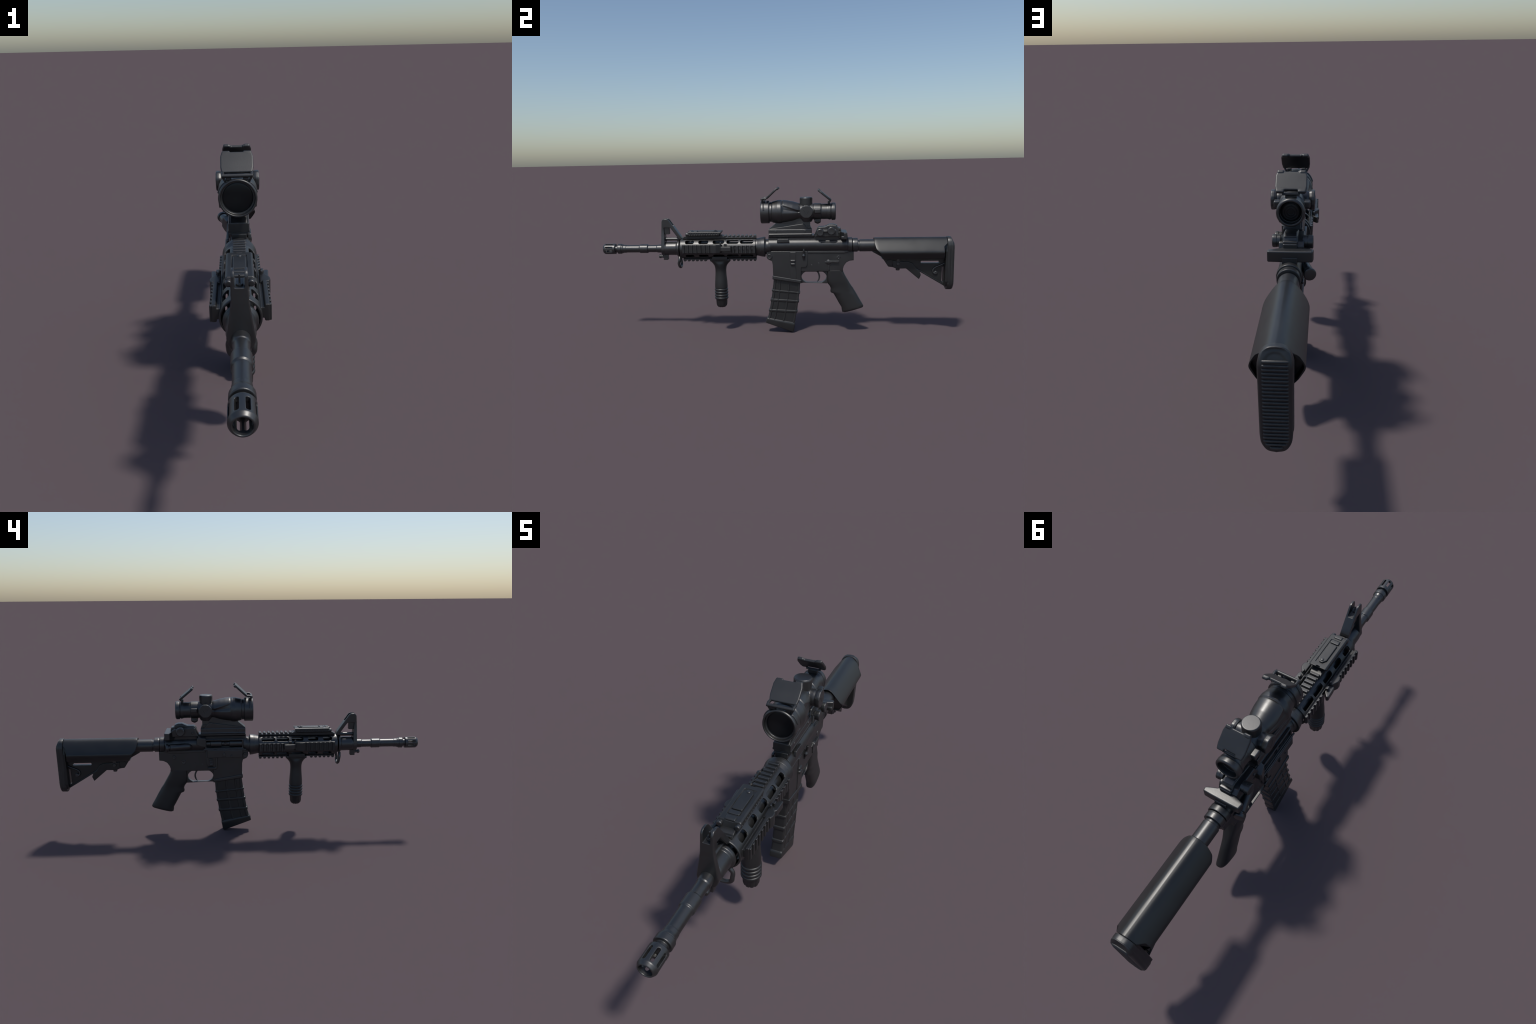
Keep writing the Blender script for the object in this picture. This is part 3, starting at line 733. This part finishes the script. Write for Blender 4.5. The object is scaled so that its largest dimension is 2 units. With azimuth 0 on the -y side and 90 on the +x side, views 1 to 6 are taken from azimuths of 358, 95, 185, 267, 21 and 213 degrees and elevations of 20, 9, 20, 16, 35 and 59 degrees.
for t0 in (0.03, 0.215, 0.55, 0.92):
    for sd in (1, -1):
        secs = []
        for k in range(25):
            s = 0.12 + (0.88 - 0.12) * k / 24
            if t0 == 0.56: s = 0.12 + (0.715 - 0.12) * k / 24
            A, B = mag_at(s, t0), mag_at(s, t0 + .075)
            m0, m1 = A.lerp(B, .25), A.lerp(B, .75)
            secs.append([(0.020 * sd, A.x, A.y), (0.0226 * sd, A.x, A.y), (0.0253 * sd, m0.x, m0.y), (0.0253 * sd, m1.x, m1.y), (0.0226 * sd, B.x, B.y), (0.020 * sd, B.x, B.y)])
        ribs.append(loft(secs))
r = add("magazine_rib", ribs, mag, M_POLY, weighted=False)
add("magazine_floor_plate", loft([mag_ring(0.868, 0.0235, 0.001), mag_ring(0.880, 0.0262, 0.0030), mag_ring(0.900, 0.0272, 0.0040), mag_ring(0.915, 0.0266, 0.0035), mag_ring(0.975, 0.0272, 0.0045), mag_ring(0.993, 0.0258, 0.003), mag_ring(1.0, 0.0215, -0.002)]), mag, M_POLY, weighted=False)

# ===================================================================== pistol grip
secs = []
ctrl = [  # front (y,z)   back (y,z)    half width, squareness
    ((0.2965, 0.362), (0.3850, 0.362), 0.0255, 5.0),
    ((0.2965, 0.330), (0.3980, 0.334), 0.0255, 5.0),
    ((0.2970, 0.300), (0.4150, 0.305), 0.0252, 4.5),
    ((0.3000, 0.286), (0.4235, 0.290), 0.0245, 3.6),
    ((0.3120, 0.270), (0.4345, 0.272), 0.0232, 3.0),
    ((0.3175, 0.256), (0.4450, 0.258), 0.0228, 2.8),
    ((0.3150, 0.240), (0.4520, 0.245), 0.0228, 2.8),
    ((0.3180, 0.2320), (0.4565, 0.238), 0.0228, 2.8),
    ((0.3330, 0.2260), (0.4600, 0.232), 0.0228, 2.8),
    ((0.3420, 0.210), (0.4680, 0.218), 0.0228, 2.8),
    ((0.3640, 0.170), (0.4880, 0.182), 0.0232, 2.9),
    ((0.3790, 0.144), (0.5000, 0.162), 0.0236, 2.9),
    ((0.3805, 0.129), (0.5035, 0.153), 0.0236, 2.9),
    ((0.3830, 0.118), (0.5010, 0.147), 0.0225, 2.9),
    ((0.3920, 0.1150), (0.4910, 0.1430), 0.0180, 2.9)]
for F, B, hw, e in ctrl:
    F, B = Vector(F), Vector(B); C = (F + B) / 2; d = (B - F); L = d.length / 2; d.normalize()
    secs.append([(x, C.x + d.x * a, C.y + d.y * a) for x, a in superellipse(hw, L, 40, e)])
grip = add("pistol_grip", loft(secs), rifle, M_POLY, weighted=False, angle=50)

# ===================================================================== buffer tube
tube_part = add("buffer_tube", lathe(fillet([(0.440, 0.0), (0.440, 0.031), (0.479, 0.031), (0.480, 0.0345, .002), (0.620, 0.0345), (0.620, 0)], closed=False), c=(0, 0.5025)), rifle, M_ALU)
def nut_r(a, r, t):
    k = (t / (2 * pi) * 8) % 1
    return r - (0.0 if k < 0.18 and 0.455 < a < 0.469 and r > 0.036 else 0)
add("castle_nut", lathe(fillet([(0.4405, 0.030), (0.4405, 0.0385, .001), (0.448, 0.0395, .002), (0.4545, 0.0395), (0.4555, 0.0395), (0.4560, 0.0395), (0.4685, 0.0395, .002), (0.4695, 0.030)], closed=False), c=(0, 0.506), segs=96, rfun=nut_r), tube_part, M_STEEL)

# ===================================================================== stock
def stock_section(y_fun, s=1.0):
    half = spline([(0.0, 0.5475), (0.0130, 0.5452), (0.0245, 0.5380), (0.0365, 0.5255), (0.0490, 0.5098), (0.0605, 0.4935), (0.0688, 0.4800), (0.0722, 0.4710), (0.0712, 0.4620),
                   (0.0640, 0.4490), (0.0550, 0.4350), (0.0500, 0.4305), (0.034, 0.4295), (0.0, 0.4295)], 4)
    ring = half + [(-x, z) for x, z in half[-2:0:-1]]
    return [(x * s, y_fun(x, z), 0.4925 + (z - 0.4925) * s) for x, z in ring]
def y_front(x, z):
    y = 0.559
    y += 0.013 * max(0, (abs(x) - 0.036) / 0.036) ** 1.6
    y += max(0, 0.488 - z) * 0.74
    return y
def y_back(x, z):
    y = 0.958
    k = max(0, min(1, (abs(x) - 0.040) / 0.008)) * max(0, min(1, (0.520 - z) / 0.02))
    y -= 0.021 * k
    y -= 0.022 * max(0, (abs(x) - 0.052) / 0.02) * (1 if z > 0.49 else 0.6) * (1 - k)
    return y
def mid(t): return lambda x, z: y_front(x, z) * (1 - t) + y_back(x, z) * t
body = loft([stock_section(lambda x, z: y_front(x, z) + .004, 0.955), stock_section(lambda x, z: y_front(x, z) + .0005, 0.99), stock_section(lambda x, z: y_front(x, z) + 0.003)] +
            [stock_section(mid(t)) for t in (0.05, 0.1, 0.2, 0.4, 0.6, 0.8, 0.9, 0.96, 1.0)])
hollow = loft([stock_section(lambda x, z: 0.917, 0.90), stock_section(lambda x, z: 0.924, 0.935), stock_section(lambda x, z: 1.02, 0.935)])
cutters = [hollow]
body = cut(body, cutters)
stock = add("stock", body, rifle, M_STOCK, weighted=False, angle=42)
add("stock_core", prism(fillet([(-0.034, 0.434), (0.034, 0.434), (0.037, 0.470, .01), (0.034, 0.512, .02), (0.016, 0.5350, .012), (-0.016, 0.5350, .012), (-0.034, 0.512, .02), (-0.037, 0.470, .01)]), 0.86, 0.955, 'y', 0.002), stock, M_STOCK)
web_out = fillet([(0.600, 0.440), (0.612, 0.424, .01), (0.640, 0.3815, .008), (0.672, 0.3770, .006), (0.700, 0.386), (0.770, 0.382), (0.812, 0.356), (0.948, 0.2740, .003), (0.966, 0.270), (0.966, 0.440)])
slit = fillet([(0.819, 0.4005, .006), (0.922, 0.4005, .006), (0.922, 0.4135, .006), (0.819, 0.4135, .006)])
tri = fillet([(0.9370, 0.378, .002), (0.9460, 0.384, .002), (0.9445, 0.292, .002), (0.9350, 0.296, .002)])
add("stock_web", prism(web_out, -0.0145, 0.0145, 'x', 0.002, holes=[slit, tri]), stock, M_STOCK)
# raised border along the lower edge of the web
for sd in (1, -1):
    add("web_rim", [tube([(0.0145 * sd, 0.790, 0.372), (0.0145 * sd, 0.870, 0.324), (0.0145 * sd, 0.948, 0.2775)], 0.0045, 10)], stock, M_STOCK)
    add("sling_swivel", [tube(spline([(0.016 * sd, 0.958, 0.404), (0.018 * sd, 0.930, 0.391), (0.018 * sd, 0.901, 0.378), (0.018 * sd, 0.888, 0.366), (0.018 * sd, 0.887, 0.350), (0.018 * sd, 0.897, 0.341)], 5), 0.0050, 10),
                         lathe(fillet([(0.010 * sd, 0), (0.010 * sd, 0.0105), (0.0225 * sd, 0.0105, .003), (0.0225 * sd, 0)], closed=False), 'x', (0.902, 0.347), 20)], stock, M_STEEL)
# front strut below the buffer tube
add("stock_strut", prism(fillet([(0.548, 0.472), (0.552, 0.466, .003), (0.616, 0.430, .003), (0.640, 0.440), (0.640, 0.480)]), -0.015, 0.015, 'x', 0.003), stock, M_STOCK)
# adjustment lever and its plunger
add("release_lever", prism(fillet([(0.664, 0.418, .004), (0.664, 0.380, .006), (0.684, 0.370, .004), (0.738, 0.3715, .006), (0.811, 0.3100, .002), (0.821, 0.334, .002), (0.8135, 0.355, .003), (0.795, 0.372, .004), (0.775, 0.402, .015), (0.750, 0.412, .015), (0.690, 0.414, .006)]), -0.0200, 0.0200, 'x', 0.004, res=3), stock, M_STOCK)
add("lever_pin", [lathe(fillet([(0.3585, 0), (0.3585, 0.0110, .003), (0.395, 0.0115), (0.395, 0)], closed=False), 'z', (0, 0.6945), 20),
                  lathe(fillet([(-0.0245, 0), (-0.0245, 0.010, .003), (-0.015, 0.011), (0.015, 0.011), (0.0245, 0.010, .003), (0.0245, 0)], closed=False), 'x', (0.6935, 0.398), 20),
                  box((0, 0.6935, 0.420), (0.038, 0.022, 0.024), 0.004, 3)], stock, M_STEEL)
for sd in (1, -1):
    add("web_boss", [prism(arc(0.648, 0.404, 0.019, 0, 360, 24)[:-1], 0.012 * sd if sd > 0 else -0.0175, 0.0175 if sd > 0 else -0.012, 'x', 0.002)], stock, M_STOCK)
# rear plate and rubber butt pad
add("butt_plate", prism(fillet([(-0.030, 0.268, .02), (0.030, 0.268, .02), (0.044, 0.300, .02), (0.044, 0.470, .02), (0.036, 0.512, .02), (0.012, 0.5400, .012), (-0.012, 0.5400, .012), (-0.036, 0.512, .02), (-0.044, 0.470, .02), (-0.044, 0.300, .02)]), 0.949, 0.968, 'y', 0.003), stock, M_STOCK)
pad_half = [(0.0, 0.5500), (0.020, 0.5470), (0.036, 0.5340), (0.0440, 0.5120), (0.0455, 0.4900), (0.0445, 0.420), (0.0435, 0.340), (0.0425, 0.300), (0.0385, 0.2760), (0.0240, 0.2550), (0.0, 0.2490)]
def pad_ring(y, inset, lean=0.0):
    half = spline(pad_half, 5)
    c = 0.4005
    out = []
    for x, z in half + [(-x, z) for x, z in half[-2:0:-1]]:
        f = (0.0455 - inset) / 0.0455
        zz = max(0.249 + inset, min(0.550 - inset, c + (z - c) * (0.1495 - inset) / 0.1495))
        yy = y - lean * max(0, (zz - 0.497) / 0.04) ** 2 - lean * 0.25 * max(0, (0.32 - zz) / 0.07) ** 2
        out.append((x * f, yy, zz))
    return out
pad = add("butt_pad", loft([pad_ring(0.9600, 0.003), pad_ring(0.9605, 0.001), pad_ring(0.963, 0.0), pad_ring(0.9785, 0.0), pad_ring(0.9795, 0.0012), pad_ring(0.981, 0.0), pad_ring(0.990, 0.0008, .005), pad_ring(0.9955, 0.004, .010), pad_ring(0.9972, 0.0085, .012), pad_ring(0.9974, 0.012, .012), pad_ring(0.9965, 0.0145, .013), pad_ring(0.9965, 0.02, .013), pad_ring(0.9965, 0.034, .013), pad_ring(0.9965, 0.0450, .013)]),
          rifle, M_RUBBER, weighted=False, angle=50)
ridges = []
for k in range(25):
    z = 0.2680 + 0.0103 * k
    hw = 0.0335 * sqrt(max(0.1, 1 - max(0, (0.300 - z) / 0.036) ** 2))
    y = 0.9955 - 0.013 * max(0, (z - 0.497) / 0.04) ** 2
    ridges.append(tube([(-hw, y - .003, z), (-hw + .004, y, z), (hw - .004, y, z), (hw, y - .003, z)], 0.0045, 8))
ro = add("pad_ridge", ridges, pad, M_RUBBER, weighted=False)
ro["kind"] = "stuff"
